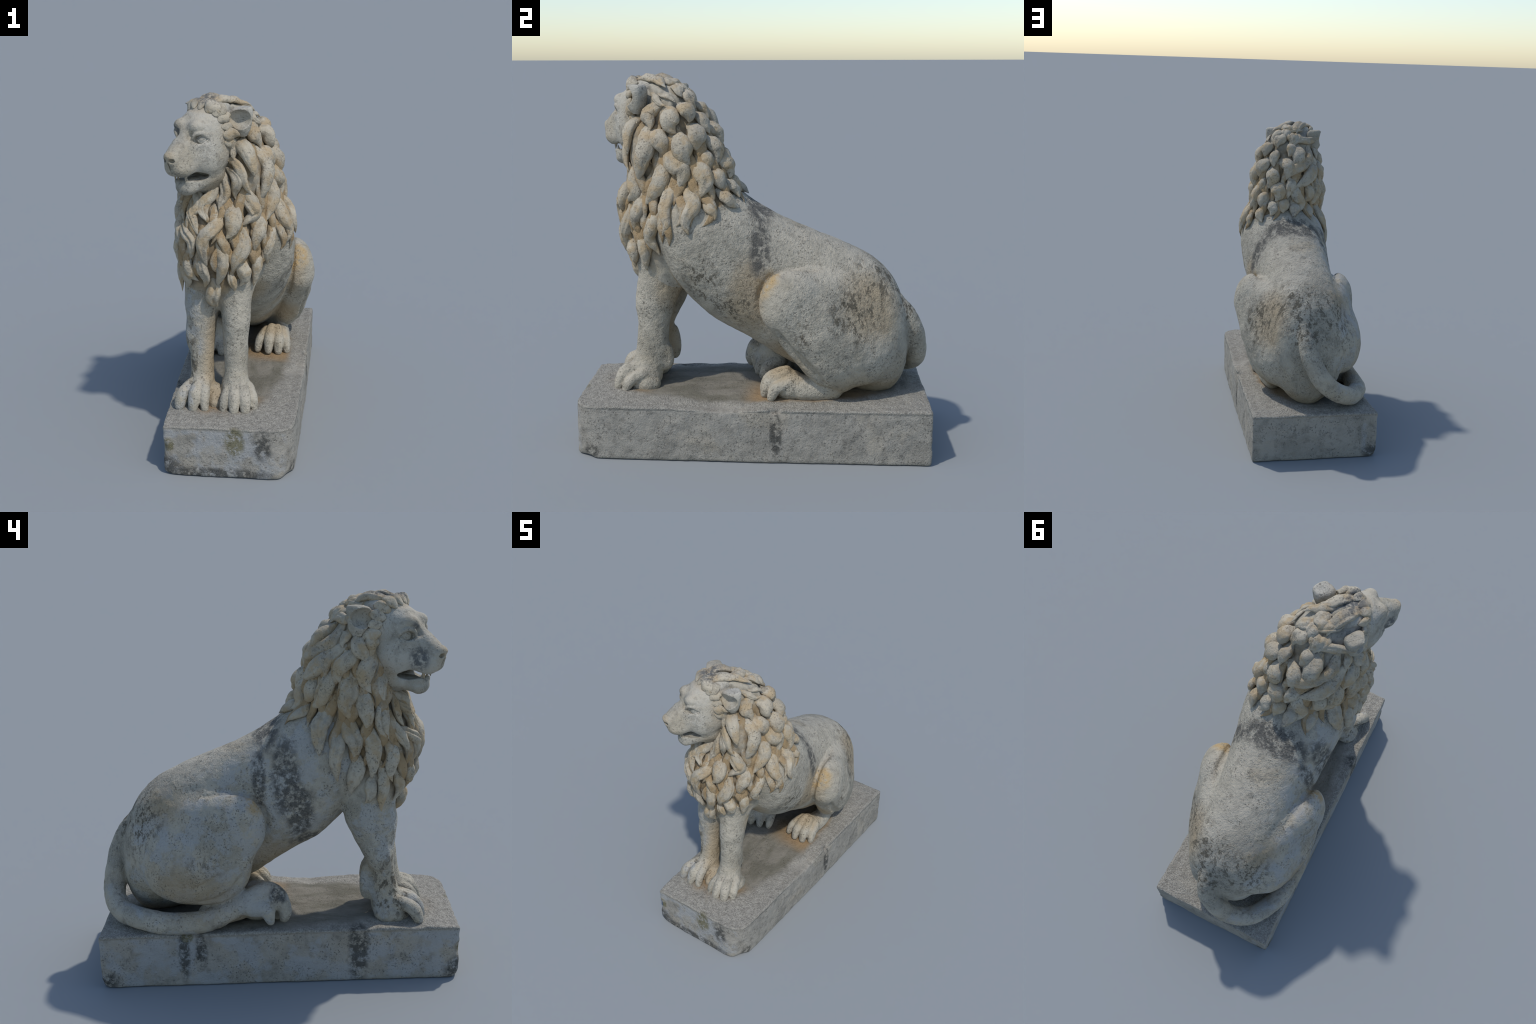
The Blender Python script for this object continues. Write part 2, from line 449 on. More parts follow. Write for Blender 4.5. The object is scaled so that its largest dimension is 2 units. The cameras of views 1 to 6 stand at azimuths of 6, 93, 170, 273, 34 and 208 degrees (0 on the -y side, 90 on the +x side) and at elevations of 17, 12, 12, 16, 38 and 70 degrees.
def twisted_neck(rows, twist):
    """Neck sections sheared so that the front swings to the lion's right."""
    tz, tk = zip(*twist)
    straight = []
    for z, x0, x1, y0, y1 in rows:
        k, ry, rx = np.interp(z, tz, tk), (y1 - y0) / 2, (x1 - x0) / 2
        rx2 = math.sqrt(max(rx * rx - (k * ry) ** 2, (.5 * rx) ** 2))
        straight.append((z, (x0 + x1) / 2 - rx2, (x0 + x1) / 2 + rx2, y0, y1))
    f, lo, hi = loft(2, straight, 2.05)
    zs, cy = [r[0] for r in rows], [(r[3] + r[4]) / 2 for r in rows]
    def g(P):
        Q = P.copy()
        Q[..., 0] -= np.interp(P[..., 2], tz, tk) * (P[..., 1] - np.interp(P[..., 2], zs, cy))
        return f(Q)
    return g, lo - np.array([.12, 0, 0]), hi + np.array([.12, 0, 0])

NECK = [twisted_neck(NECK_ROWS, TWIST),
        ellipsoid((.062, -.552, 1.580), (.106, .106, .195))]     # mane swelling below the left ear

def leg_column(rows):
    return loft(2, rows, 2.1)

FORELEG_L = [leg_column([
    (0.300, -0.064, 0.120, -0.706, -0.539), (0.400, -0.059, 0.098, -0.688, -0.509), (0.470, -0.045, 0.084, -0.664, -0.484), (0.560, -0.046, 0.083, -0.650, -0.477),
    (0.660, -0.052, 0.086, -0.646, -0.469), (0.760, -0.060, 0.094, -0.656, -0.436), (0.850, -0.068, 0.098, -0.648, -0.406),
    (0.950, -0.070, 0.104, -0.632, -0.405), (1.060, -0.060, 0.110, -0.632, -0.420), (1.150, 0.000, 0.080, -0.600, -0.440)]),
    chain([(.02, -.482, .50, .022), (.022, -.478, .44, .026), (.024, -.486, .405, .020)])]
FORELEG_R = [leg_column([
    (0.300, -0.272, -0.100, -0.706, -0.514), (0.400, -0.246, -0.106, -0.671, -0.496), (0.460, -0.238, -0.110, -0.638, -0.484), (0.560, -0.242, -0.110, -0.622, -0.492),
    (0.660, -0.250, -0.105, -0.614, -0.450), (0.750, -0.260, -0.095, -0.624, -0.402), (0.850, -0.276, -0.080, -0.634, -0.360),
    (0.950, -0.268, -0.060, -0.618, -0.370), (1.060, -0.250, -0.080, -0.618, -0.400), (1.150, -0.200, -0.100, -0.586, -0.440)]),
    chain([(-.165, -.470, .56, .018), (-.168, -.462, .47, .024), (-.170, -.468, .405, .018)]),
    ellipsoid((-.240, -.53, .66), (.020, .05, .07))]

def toe(root, knuckle, tip, r0, r1, r2):
    return chain([(*root, r0), (*knuckle, r1), (*tip, r2)], 9)

FOREPAW_L = [ellipsoid((.034, -.600, .355), (.082, .085, .072)),
    toe((-0.004, -0.638, 0.400), (-0.024, -0.718, 0.362), (-0.031, -0.746, 0.308), 0.028, 0.027, 0.021),
    toe((0.022, -0.648, 0.412), (0.027, -0.728, 0.372), (0.028, -0.760, 0.308), 0.030, 0.030, 0.024),
    toe((0.056, -0.648, 0.412), (0.084, -0.722, 0.372), (0.090, -0.750, 0.308), 0.030, 0.032, 0.025),
    toe((0.090, -0.608, 0.384), (0.122, -0.678, 0.348), (0.133, -0.704, 0.304), 0.032, 0.029, 0.020),
    ellipsoid((.080, -.595, .322), (.055, .078, .050))]
FOREPAW_R = [ellipsoid((-.175, -.590, .355), (.082, .090, .072)),
    toe((-0.226, -0.628, 0.397), (-0.264, -0.710, 0.368), (-0.278, -0.740, 0.312), 0.033, 0.034, 0.027),
    toe((-0.184, -0.648, 0.412), (-0.194, -0.728, 0.376), (-0.198, -0.758, 0.308), 0.030, 0.031, 0.025),
    toe((-0.148, -0.648, 0.412), (-0.138, -0.722, 0.372), (-0.133, -0.752, 0.308), 0.028, 0.028, 0.022),
    ellipsoid((-.222, -.595, .322), (.060, .085, .052)),
    chain([(-.10, -.60, .345, .05), (-.085, -.67, .315, .042)]),
    ellipsoid((-.09, -.63, .31), (.05, .085, .06))]

HINDLEG_L = [
    ellipsoid((.225, .350, .795), (.125, .310, .208), yaw=15, pitch=-18),
    ellipsoid((.300, .200, .858), (.104, .140, .158), pitch=-10),
    ellipsoid((.315, .150, .855), (.086, .092, .128), pitch=-5),
    ellipsoid((.234, .425, .610), (.132, .200, .235), yaw=8, pitch=15),
    ellipsoid((.262, .310, .725), (.132, .175, .175), yaw=8),
    chain([(.325, .165, .80, .082), (.285, .255, .62, .070), (.216, .360, .47, .058), (.156, .440, .37, .055)]),
    chain([(.312, .34, .66, .070), (.264, .43, .58, .078), (.186, .474, .40, .066)]),
    ellipsoid((.185, .560, .560), (.118, .150, .190))]
HINDPAW_L = [
    chain([(.185, .43, .335, .050), (.192, .28, .350, .066), (.175, .20, .370, .060)]),
    ellipsoid((.175, .20, .36), (.085, .09, .080)),
    toe((.122, .19, .408), (.088, .112, .382), (.074, .082, .322), .030, .027, .021),
    toe((.155, .18, .430), (.145, .090, .390), (.142, .056, .324), .030, .029, .023),
    toe((.190, .18, .428), (.203, .092, .386), (.205, .066, .322), .030, .029, .023),
    toe((.225, .20, .392), (.248, .124, .362), (.255, .100, .314), .032, .028, .020)]
HINDLEG_R = [
    ellipsoid((-.220, .350, .790), (.130, .290, .210), yaw=-13, pitch=-20),
    ellipsoid((-.280, .210, .862), (.102, .150, .160), pitch=-10),
    ellipsoid((-.290, .150, .860), (.086, .090, .135), pitch=-5),
    ellipsoid((-.278, .335, .630), (.132, .205, .205), pitch=10),
    ellipsoid((-.252, .485, .620), (.136, .235, .205), yaw=-8, pitch=12),
    chain([(-.300, .165, .80, .085), (-.300, .22, .64, .070), (-.290, .30, .52, .055)])]
HINDPAW_R = [
    chain([(-.285, .36, .36, .06), (-.25, .22, .39, .075), (-.21, .11, .43, .075)]),
    ellipsoid((-.200, .11, .40), (.095, .115, .110)),
    toe((-.12, .14, .40), (-.092, .068, .372), (-.086, .038, .320), .034, .031, .024),
    toe((-.16, .10, .44), (-.152, .034, .384), (-.150, .010, .320), .034, .031, .024),
    toe((-.21, .07, .46), (-.215, .000, .395), (-.222, .000, .320), .036, .032, .024)]
TAIL = [chain([(.050, .770, .800, .040), (.040, .826, .715, .052), (.012, .868, .615, .058), (-.050, .886, .505, .060),
               (-.145, .882, .420, .057), (-.242, .830, .372, .056), (-.306, .738, .358, .056), (-.348, .610, .345, .058),
               (-.354, .470, .342, .058), (-.345, .345, .358, .056), (-.322, .240, .400, .052), (-.305, .150, .455, .048),
               (-.290, .070, .500, .040)], 40),
        chain([(-.295, .16, .44, .040), (-.262, .060, .482, .044), (-.256, -.008, .445, .042), (-.270, -.036, .385, .037), (-.284, -.036, .335, .025)], 16),
        chain([(-.32, .14, .41, .045), (-.318, .06, .40, .040), (-.322, .035, .335, .022)], 8),
        ellipsoid((-.278, .022, .430), (.042, .056, .050))]

GROUPS = [('torso', TORSO), ('neck', NECK), ('foreleg', FORELEG_L), ('foreleg', FORELEG_R), ('forepaw', FOREPAW_L), ('forepaw', FOREPAW_R),
          ('hindleg', HINDLEG_L), ('hindleg', HINDLEG_R), ('hindpaw', HINDPAW_L), ('hindpaw', HINDPAW_R), ('tail', TAIL)]
BLEND = {'torso': .0, 'neck': .03, 'foreleg': .03, 'forepaw': .012, 'hindleg': .014, 'hindpaw': .014, 'tail': .016}

def build_body(h=0.0078):
    F = Field((-.48, -.86, .22), (.48, 1.0, 2.02), h)
    for name, prims in GROUPS:
        own = Field(F.o, F.o + h * (F.n - 1), h)
        k_in = .005 if 'paw' in name else (.02 if name == 'tail' else .045)
        for i, p in enumerate(prims):
            own.add(p, 0 if i == 0 else k_in)
        k = BLEND[name]
        if name == 'hindleg':                       # crisp fold at the knee, soft over the rump
            y = F.o[1] + h * np.arange(F.n[1])
            k = (.010 + .050 * np.clip((y - .22) / .30, 0, 1))[None, :, None]
        F.d = smin(F.d, own.d, k)
    # carved folds, laid on the finished surface
    for pts, r in FOLDS:
        p, _ = Coat(F, None).settle(spline(pts, 14), np.full(14, .0))
        F.cut(chain([(*q, r * (.35 + .65 * math.sin(math.pi * (i + 1) / 15))) for i, q in enumerate(p)], 20), .016)
    return F

FOLDS = [([(.26, .330, 1.035), (.27, .230, 1.040), (.275, .146, 1.012), (.285, .083, .955), (.285, .058, .880), (.280, .060, .810), (.27, .078, .745), (.25, .113, .680)], .017),   # left thigh from flank
         ([(-.25, .366, 1.015), (-.26, .265, 1.037), (-.265, .191, 1.036), (-.265, .107, .985), (-.265, .066, .898), (-.265, .058, .819), (-.255, .084, .717), (-.24, .13, .62)], .017),   # right thigh
         ([(.400, .125, .705), (.370, .200, .614), (.340, .277, .542), (.310, .347, .469), (.280, .391, .400)], .019),      # left shank from thigh
         ([(-.400, .160, .600), (-.390, .220, .520), (-.370, .320, .470), (-.36, .40, .45)], .014),                          # right shank
         ([(-.400, .270, .640), (-.405, .350, .585), (-.400, .430, .545)], .010)]

def group_distance(prims, P):
    d = prims[0][0](P)
    for p in prims[1:]:
        d = np.minimum(d, p[0](P))
    return d

# ----------------------------------------------------------------------------
# the head, modelled in its own frame (forward, left, up), then turned 33 degrees
# ----------------------------------------------------------------------------
HEAD_AT, HEAD_YAW = np.array([-.079, -.524, 0.0]), math.radians(33)
H_F = np.array([-math.sin(HEAD_YAW), -math.cos(HEAD_YAW), 0])
H_L = np.array([math.cos(HEAD_YAW), -math.sin(HEAD_YAW), 0])
def head_to_world(q):
    q = np.asarray(q, float)
    return HEAD_AT + q[..., :1] * H_F + q[..., 1:2] * H_L + q[..., 2:3] * np.array([0, 0, 1.0])

def both(c, r, **kw):
    a = ellipsoid(c, r, **kw)
    kw2 = {k: (v if k == 'pitch' else -v) for k, v in kw.items()}
    b = ellipsoid((c[0], -c[1], c[2]), r, **{**kw, 'yaw': -kw.get('yaw', 0), 'pitch': -kw.get('pitch', 0)})
    return a, b

def build_head(h=0.0040):
    F = Field((-.16, -.26, 1.44), (.42, .26, 2.03), h)
    # skull and forehead
    F.add(ellipsoid((.045, 0, 1.825), (.150, .130, .138)), 0)
    F.add(loft(0, [(-.05, -.11, .11, 1.60, 1.93), (.05, -.128, .128, 1.59, 1.952), (.11, -.128, .128, 1.60, 1.950), (.16, -.122, .122, 1.61, 1.934),
                   (.20, -.104, .104, 1.612, 1.910), (.235, -.082, .082, 1.615, 1.872), (.27, -.069, .069, 1.618, 1.826),
                   (.315, -.059, .059, 1.624, 1.786), (.345, -.049, .049, 1.640, 1.760), (.368, -.036, .036, 1.672, 1.738), (.38, -.022, .022, 1.70, 1.72)], 2.35), .02)
    for p in both((.130, .064, 1.690), (.095, .070, .105)): F.add(p, .03)     # cheeks
    for p in both((.288, .029, 1.655), (.064, .037, .045)): F.add(p, .03)     # lip pads
    for p in both((.220, .055, 1.862), (.034, .034, .030)): F.add(p, .028)    # brows
    F.add(ellipsoid((.356, 0, 1.724), (.031, .034, .024)), .012)              # nose pad
    for p in both((.348, .025, 1.710), (.022, .015, .017)): F.add(p, .01)     # nostril wings
    # lower jaw
    for s in (1, -1):
        F.add(cone((.10, .070 * s, 1.605), (.245, .020 * s, 1.550), .046, .040), .02)
        F.add(cone((.15, .066 * s, 1.588), (.268, .034 * s, 1.580), .020, .018), .012)
    F.add(ellipsoid((.248, 0, 1.548), (.044, .044, .042)), .015)
    F.add(ellipsoid((.06, 0, 1.57), (.12, .09, .09)), .04)
    # mouth opening and tongue
    F.cut(loft(0, [(.120, -.05, .05, 1.595, 1.620), (.160, -.08, .08, 1.592, 1.622), (.185, -.105, .105, 1.586, 1.626), (.22, -.10, .10, 1.580, 1.632), (.26, -.09, .09, 1.588, 1.624),
                   (.30, -.08, .08, 1.592, 1.614), (.34, -.08, .08, 1.594, 1.606)], 2.6), .005)
    F.add(ellipsoid((.06, 0, 1.60), (.060, .05, .06)), .01)
    F.add(ellipsoid((.19, 0, 1.578), (.060, .030, .018)), .006)
    # eyes: hollow beside the nose, almond slit, lids
    for p in both((.262, .047, 1.815), (.022, .017, .020)): F.cut(p, .02)
    for p in both((.222, .084, 1.797), (.048, .028, .027), yaw=-35): F.cut(p, .005)
    for s in (1, -1):
        F.add(chain([(.250, .046 * s, 1.790, .004), (.244, .065 * s, 1.825, .0080), (.217, .087 * s, 1.831, .0100), (.183, .102 * s, 1.804, .007)], 10), .004)
        F.add(chain([(.250, .046 * s, 1.788, .004), (.236, .070 * s, 1.771, .0060), (.211, .088 * s, 1.772, .0060), (.184, .100 * s, 1.796, .004)], 10), .004)
    # nostrils, lip cleft
    for p in both((.368, .022, 1.705), (.018, .013, .0115), yaw=-25): F.cut(p, .004)
    F.cut(ellipsoid((.364, 0, 1.665), (.016, .004, .035)), .006)
    # crest of hair overhanging the forehead
    F.add(ellipsoid((.045, .0, 1.932), (.112, .100, .046)), .015)
    # ears: upright cups with a broad outer rim, open forward
    for s in (1, -1):
        lo = lambda a, b: (min(a * s, b * s), max(a * s, b * s))
        F.add(loft(2, [(1.795, -.030, .010, *lo(.135, .185)), (1.83, -.048, .040, *lo(.115, .204)), (1.88, -.056, .058, *lo(.110, .214)),
                       (1.910, -.060, .060, *lo(.112, .214)), (1.934, -.060, .048, *lo(.125, .210)), (1.946, -.052, .020, *lo(.140, .200))], 2.8), .010)
        F.cut(ellipsoid((.048, .192 * s, 1.888), (.074, .060, .050), yaw=-32 * s), .004)
    return F

# ----------------------------------------------------------------------------
# the mane: rows of separate locks laid over the neck.
# lock = (width in mm, (angle round the neck in degrees, height in cm), ... root to tip);
# angle 0 is the lion's left (+x), 90 the nape, -90 the chest; above 175 cm the height
# turns into elevation over the crown (200 = straight up).
# ----------------------------------------------------------------------------
CROWN = [
    (72, (15, 199), (30, 195), (36, 189)),
    (66, (-8, 195), (8, 192), (20, 186)),
    (74, (75, 198), (72, 193), (68, 186)),
    (66, (118, 198), (112, 194), (100, 187)),
    (61, (-109, 187), (-88, 191), (-32, 191)),
    (72, (-124, 188), (-128, 193), (123, 196)),
    (83, (-84, 196), (-27, 197), (31, 195)),
    (55, (-93, 191), (-46, 193), (-12, 189)),
    (61, (-127, 194), (-154, 195), (11, 192)),
    (39, (-44, 187), (-20, 184), (-6, 182)),
    (29, (-25, 187), (-8, 186), (7, 183)),
    (85, (10, 191), (35, 188), (44, 181)),
    (52, (130, 194), (94, 191), (73, 187)),
    (52, (169, 185), (112, 190), (82, 183)),
]
NAPE = [
    (81, (19, 183), (22, 180), (24, 175)),
    (63, (40, 179), (46, 175), (52, 169)),
    (67, (80, 186), (76, 180), (71, 176)),
    (89, (28, 174), (32, 170), (32, 161)),
    (85, (102, 185), (96, 177), (83, 168)),
    (80, (61, 173), (77, 169), (77, 161)),
    (82, (48, 168), (55, 162), (52, 154)),
    (60, (37, 161), (42, 157), (44, 151)),
    (90, (62, 158), (68, 152), (66, 146)),
    (67, (81, 163), (84, 157), (81, 148)),
    (68, (97, 157), (93, 151), (101, 145), (98, 139)),
    (73, (48, 152), (50, 147), (53, 141)),
    (63, (62, 146), (66, 141), (66, 136)),
    (67, (75, 148), (78, 143), (79, 138)),
    (67, (90, 146), (92, 141), (89, 136)),
    (61, (49, 141), (53, 137), (60, 132)),
    (76, (120, 157), (118, 151), (108, 146)),
    (55, (109, 146), (114, 140), (111, 135)),
    (73, (123, 172), (79, 166), (74, 160)),
]
LEFT_FLANK = [
    (98, (-8, 180), (1, 177), (10, 170)),
    (84, (-23, 182), (-39, 177), (-30, 171)),
    (40, (-48, 179), (-69, 176), (-47, 174)),
    (98, (-24, 171), (-12, 166), (-11, 158)),
    (107, (5, 168), (16, 163), (26, 154)),
    (94, (-35, 172), (-31, 164), (-38, 156), (-47, 146)),
    (90, (-12, 156), (-10, 147), (-21, 139), (-36, 133)),
    (93, (2, 163), (6, 155), (16, 151), (12, 142)),
    (92, (26, 155), (34, 151), (38, 145), (32, 138)),
    (73, (0, 148), (2, 142), (-3, 132), (0, 125), (-5, 119)),
    (73, (24, 145), (22, 140), (25, 134), (17, 127), (19, 120)),
    (54, (36, 136), (38, 132), (40, 127)),
    (81, (-50, 138), (-51, 130), (-58, 118)),
    (68, (-21, 132), (-22, 125), (-33, 116), (-16, 107)),
    (66, (-54, 118), (-52, 113), (-50, 105), (-54, 97)),
    (77, (-75, 114), (-74, 107), (-79, 99)),
    (49, (-77, 176), (-69, 172), (-71, 167)),
    (79, (-65, 178), (-58, 173), (-57, 166), (-54, 159)),
    (52, (-80, 168), (-68, 163), (-59, 150)),
]
RIGHT_FLANK = [
    (72, (149, 184), (137, 178), (120, 173), (70, 168)),
    (51, (167, 182), (163, 178), (161, 174)),
    (96, (153, 173), (130, 166), (88, 156)),
    (84, (175, 172), (162, 165), (160, 157)),
    (74, (-173, 179), (-176, 174), (-170, 166)),
    (89, (-158, 171), (-169, 163), (-163, 152)),
    (37, (-152, 176), (-160, 173), (-166, 169)),
    (66, (-151, 163), (-150, 155), (-149, 147)),
    (91, (147, 162), (141, 154), (120, 143)),
    (94, (170, 161), (171, 152), (168, 147), (174, 139)),
    (84, (-172, 155), (-171, 147), (-171, 133)),
    (75, (-153, 147), (-155, 140), (-149, 129)),
    (91, (146, 146), (142, 140), (140, 133), (145, 121)),
    (72, (157, 135), (160, 127), (159, 119), (160, 108)),
    (90, (169, 139), (174, 132), (178, 128), (175, 119)),
    (82, (177, 121), (179, 114), (175, 100)),
    (81, (-167, 134), (-163, 125), (-164, 118), (-165, 109)),
    (67, (-149, 128), (-148, 120), (-147, 107)),
    (58, (-164, 109), (-166, 103), (-172, 96)),
    (58, (-157, 114), (-154, 104), (-156, 91)),
    (58, (-142, 111), (-138, 103), (-145, 96)),
]
CHEST = [
    (65, (-107, 157), (-107, 149), (-117, 143), (-110, 136)),
    (65, (-94, 161), (-87, 152), (-96, 146), (-99, 141)),
    (60, (-83, 162), (-72, 157), (-77, 147)),
    (55, (-134, 148), (-126, 142), (-124, 138), (-117, 129)),
    (75, (-103, 143), (-101, 135), (-113, 127), (-111, 112)),
    (95, (-82, 146), (-83, 139), (-94, 127)),
    (85, (-65, 151), (-57, 143), (-56, 138), (-75, 133)),
    (66, (-100, 125), (-96, 118), (-98, 111), (-107, 100)),
    (86, (-76, 132), (-75, 124), (-88, 108)),
    (61, (-140, 134), (-128, 129), (-123, 125), (-124, 118)),
    (61, (-130, 118), (-130, 111), (-123, 103)),
    (61, (-118, 120), (-116, 111), (-115, 105), (-120, 99)),
    (83, (-110, 102), (-114, 93), (-112, 86)),
    (51, (-89, 108), (-88, 102), (-85, 96)),
    (62, (-138, 153), (-119, 144), (-126, 137), (-128, 131)),
    (57, (-147, 139), (-144, 134), (-139, 128), (-135, 121)),
]

def neck_axis(z):
    t = min(max((z - 1.3) / .45, 0), 1)
    return np.array([-.05 * t, -.42, z])

class Coat:
    """The surface that the locks lie on: body and head fields together."""
    def __init__(self, body, head):
        self.b, self.hd = body, head
    @staticmethod
    def sample(F, P):
        q = np.clip((P - F.o) / F.h, 0, np.array(F.d.shape) - 1.001)
        i = q.astype(int); t = q - i
        o = 0
        for a in (0, 1):
            for b in (0, 1):
                for c in (0, 1):
                    w = (t[:, 0] if a else 1 - t[:, 0]) * (t[:, 1] if b else 1 - t[:, 1]) * (t[:, 2] if c else 1 - t[:, 2])
                    o = o + w * F.d[i[:, 0] + a, i[:, 1] + b, i[:, 2] + c]
        return o
    def dist(self, P):
        d = self.sample(self.b, P)
        if self.hd is None:
            return d
        q = P - HEAD_AT
        loc = np.stack([q @ H_F, q @ H_L, P[:, 2]], 1)
        hi = self.hd.o + self.hd.h * (np.array(self.hd.d.shape) - 1)
        inside = np.all((loc > self.hd.o) & (loc < hi), 1)
        return np.where(inside, np.minimum(d, self.sample(self.hd, loc)), d)
    def normal(self, P, e=.012):
        g = np.stack([self.dist(P + e * np.eye(3)[i]) - self.dist(P - e * np.eye(3)[i]) for i in range(3)], 1)
        return g / np.maximum(np.linalg.norm(g, axis=1), 1e-9)[:, None]
    def point(self, angle, height):
        a, z = math.radians(angle), height / 100
        el = max(0, (z - 1.75) / .25 * math.pi / 2)
        o = neck_axis(min(z, 1.75))
        d = np.array([math.cos(a) * math.cos(el), math.sin(a) * math.cos(el), math.sin(el)])
        r = np.linspace(.55, .02, 400)
        P = o + r[:, None] * d
        k = np.argmax(self.dist(P) < 0)
        return P[k]
    def settle(self, P, lift):
        for _ in range(4):
            n = self.normal(P)
            P = P + n * np.clip(lift - self.dist(P), -.02, .02)[:, None]
        return P, self.normal(P)

def lock_mesh(coat, pts, width, name, rings=36, around=32, thick=.62, grooves=0.0, seed=0, sink=1.5, tip_lift=.014, long=False, wave=0.0, reach=.30):
    ctrl = np.array(pts, float)
    # the spine starts above the visible root, so that the lock above covers it
    ctrl = np.vstack([ctrl[0] + reach * (ctrl[0] - ctrl[1]), ctrl])
    P = spline(ctrl, rings)
    step = np.append(0, np.cumsum(np.linalg.norm(np.diff(P, axis=0), axis=1)))
    s = step / step[-1]
    up, hold = (.34, .46) if long else (.46, .50)         # full width reached; taper starts
    w = .42 + .58 * np.sin(np.clip(s / up, 0, 1) * math.pi / 2) ** 1.4
    t = np.clip((s - hold) / (1 - hold), 0, 1)
    w = w * np.cos(t * math.pi / 2) ** (.80 if long else .95)
    w = w * np.sqrt(np.clip(s / .08, 0, 1) * (2 - np.clip(s / .08, 0, 1)) + 1e-4) * width / 2
    th = w * thick * (1.0 + .15 * np.sin(math.pi * s)) * (.75 + .25 * np.clip(s / .35, 0, 1))
    lift = th * (.52 - sink * np.clip(1 - s / .50, 0, 1) ** 1.3) + tip_lift * np.clip((s - .55) / .45, 0, 1) ** 1.5
    if wave:
        side = np.cross(np.gradient(P, axis=0), coat.normal(P)); side /= np.maximum(np.linalg.norm(side, axis=1), 1e-9)[:, None]
        P = P + side * (wave * width * np.sin(2 * math.pi * s) * (.3 + s))[:, None]
    P, N = coat.settle(P, lift)
    for _ in range(3):
        P[1:-1] = .5 * P[1:-1] + .25 * (P[:-2] + P[2:]); N[1:-1] = .5 * N[1:-1] + .25 * (N[:-2] + N[2:])
    T = np.gradient(P, axis=0); T /= np.linalg.norm(T, axis=1)[:, None]
    N = N - T * np.einsum('ij,ij->i', N, T)[:, None]; N /= np.linalg.norm(N, axis=1)[:, None]
    S = np.cross(T, N)
    ph = np.arange(around) * 2 * math.pi / around
    c, sn = np.cos(ph), np.sin(ph)
    lean = .22 * math.sin(seed * 1.9)             # crest leans to one side
    cx, cy = np.sign(c) * np.abs(c) ** .92, np.sign(sn) * np.abs(sn) ** 1.05
    cxx = cx[None] + lean * (np.maximum(cy, 0) ** 2)[None] * np.ones((rings, 1))
    upw = np.where(cy > 0, 1.0, .8)
    cut = (np.exp(-((c - .34 * math.sin(seed * 2.7)) / .15) ** 2) + .6 * np.exp(-((c + .55 * math.cos(seed * 1.3)) / .14) ** 2)) * (sn > 0)
    along = np.clip(np.sin(math.pi * np.clip((s - .05) / .9, 0, 1)) * 1.6, 0, 1)
    ridge = 1 - grooves * along[:, None] * cut[None]
    V = P[:, None] + S[:, None] * (w[:, None] * cxx)[..., None] + N[:, None] * (th[:, None] * (cy * upw)[None] * ridge)[..., None]
    V = V.reshape(-1, 3)
    i = np.arange(rings - 1)[:, None] * around; j = np.arange(around)[None]; j2 = (j + 1) % around
    F = np.stack([i + j, i + j2, i + around + j2, i + around + j], -1).reshape(-1, 4)
    V = np.vstack([V, P[:1], P[-1:] + T[-1:] * .003])
    a, b = len(V) - 2, len(V) - 1
    k = np.arange(around); k2 = (k + 1) % around; q = (rings - 1) * around
    tris = [(a, int(y), int(x)) for x, y in zip(k, k2)] + [(b, q + int(x), q + int(y)) for x, y in zip(k, k2)]
    rel = .0030 * value_noise(V, .024, 31) + .0016 * value_noise(V, .010, 32)
    nrm = np.vstack([(S[:, None] * cx[None, :, None] + N[:, None] * cy[None, :, None]).reshape(-1, 3), -T[:1], T[-1:]])
    V = V + nrm * (rel * np.clip(np.append(np.repeat(w, around), [0, 0]) / .02, 0, 1))[:, None]
    me = bpy.data.meshes.new(name)
    me.from_pydata(V.tolist(), [], F.tolist() + tris)
    me.update(); me.shade_smooth()
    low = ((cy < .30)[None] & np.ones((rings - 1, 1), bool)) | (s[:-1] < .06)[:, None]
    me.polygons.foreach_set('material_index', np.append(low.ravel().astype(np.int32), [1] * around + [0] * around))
    return me

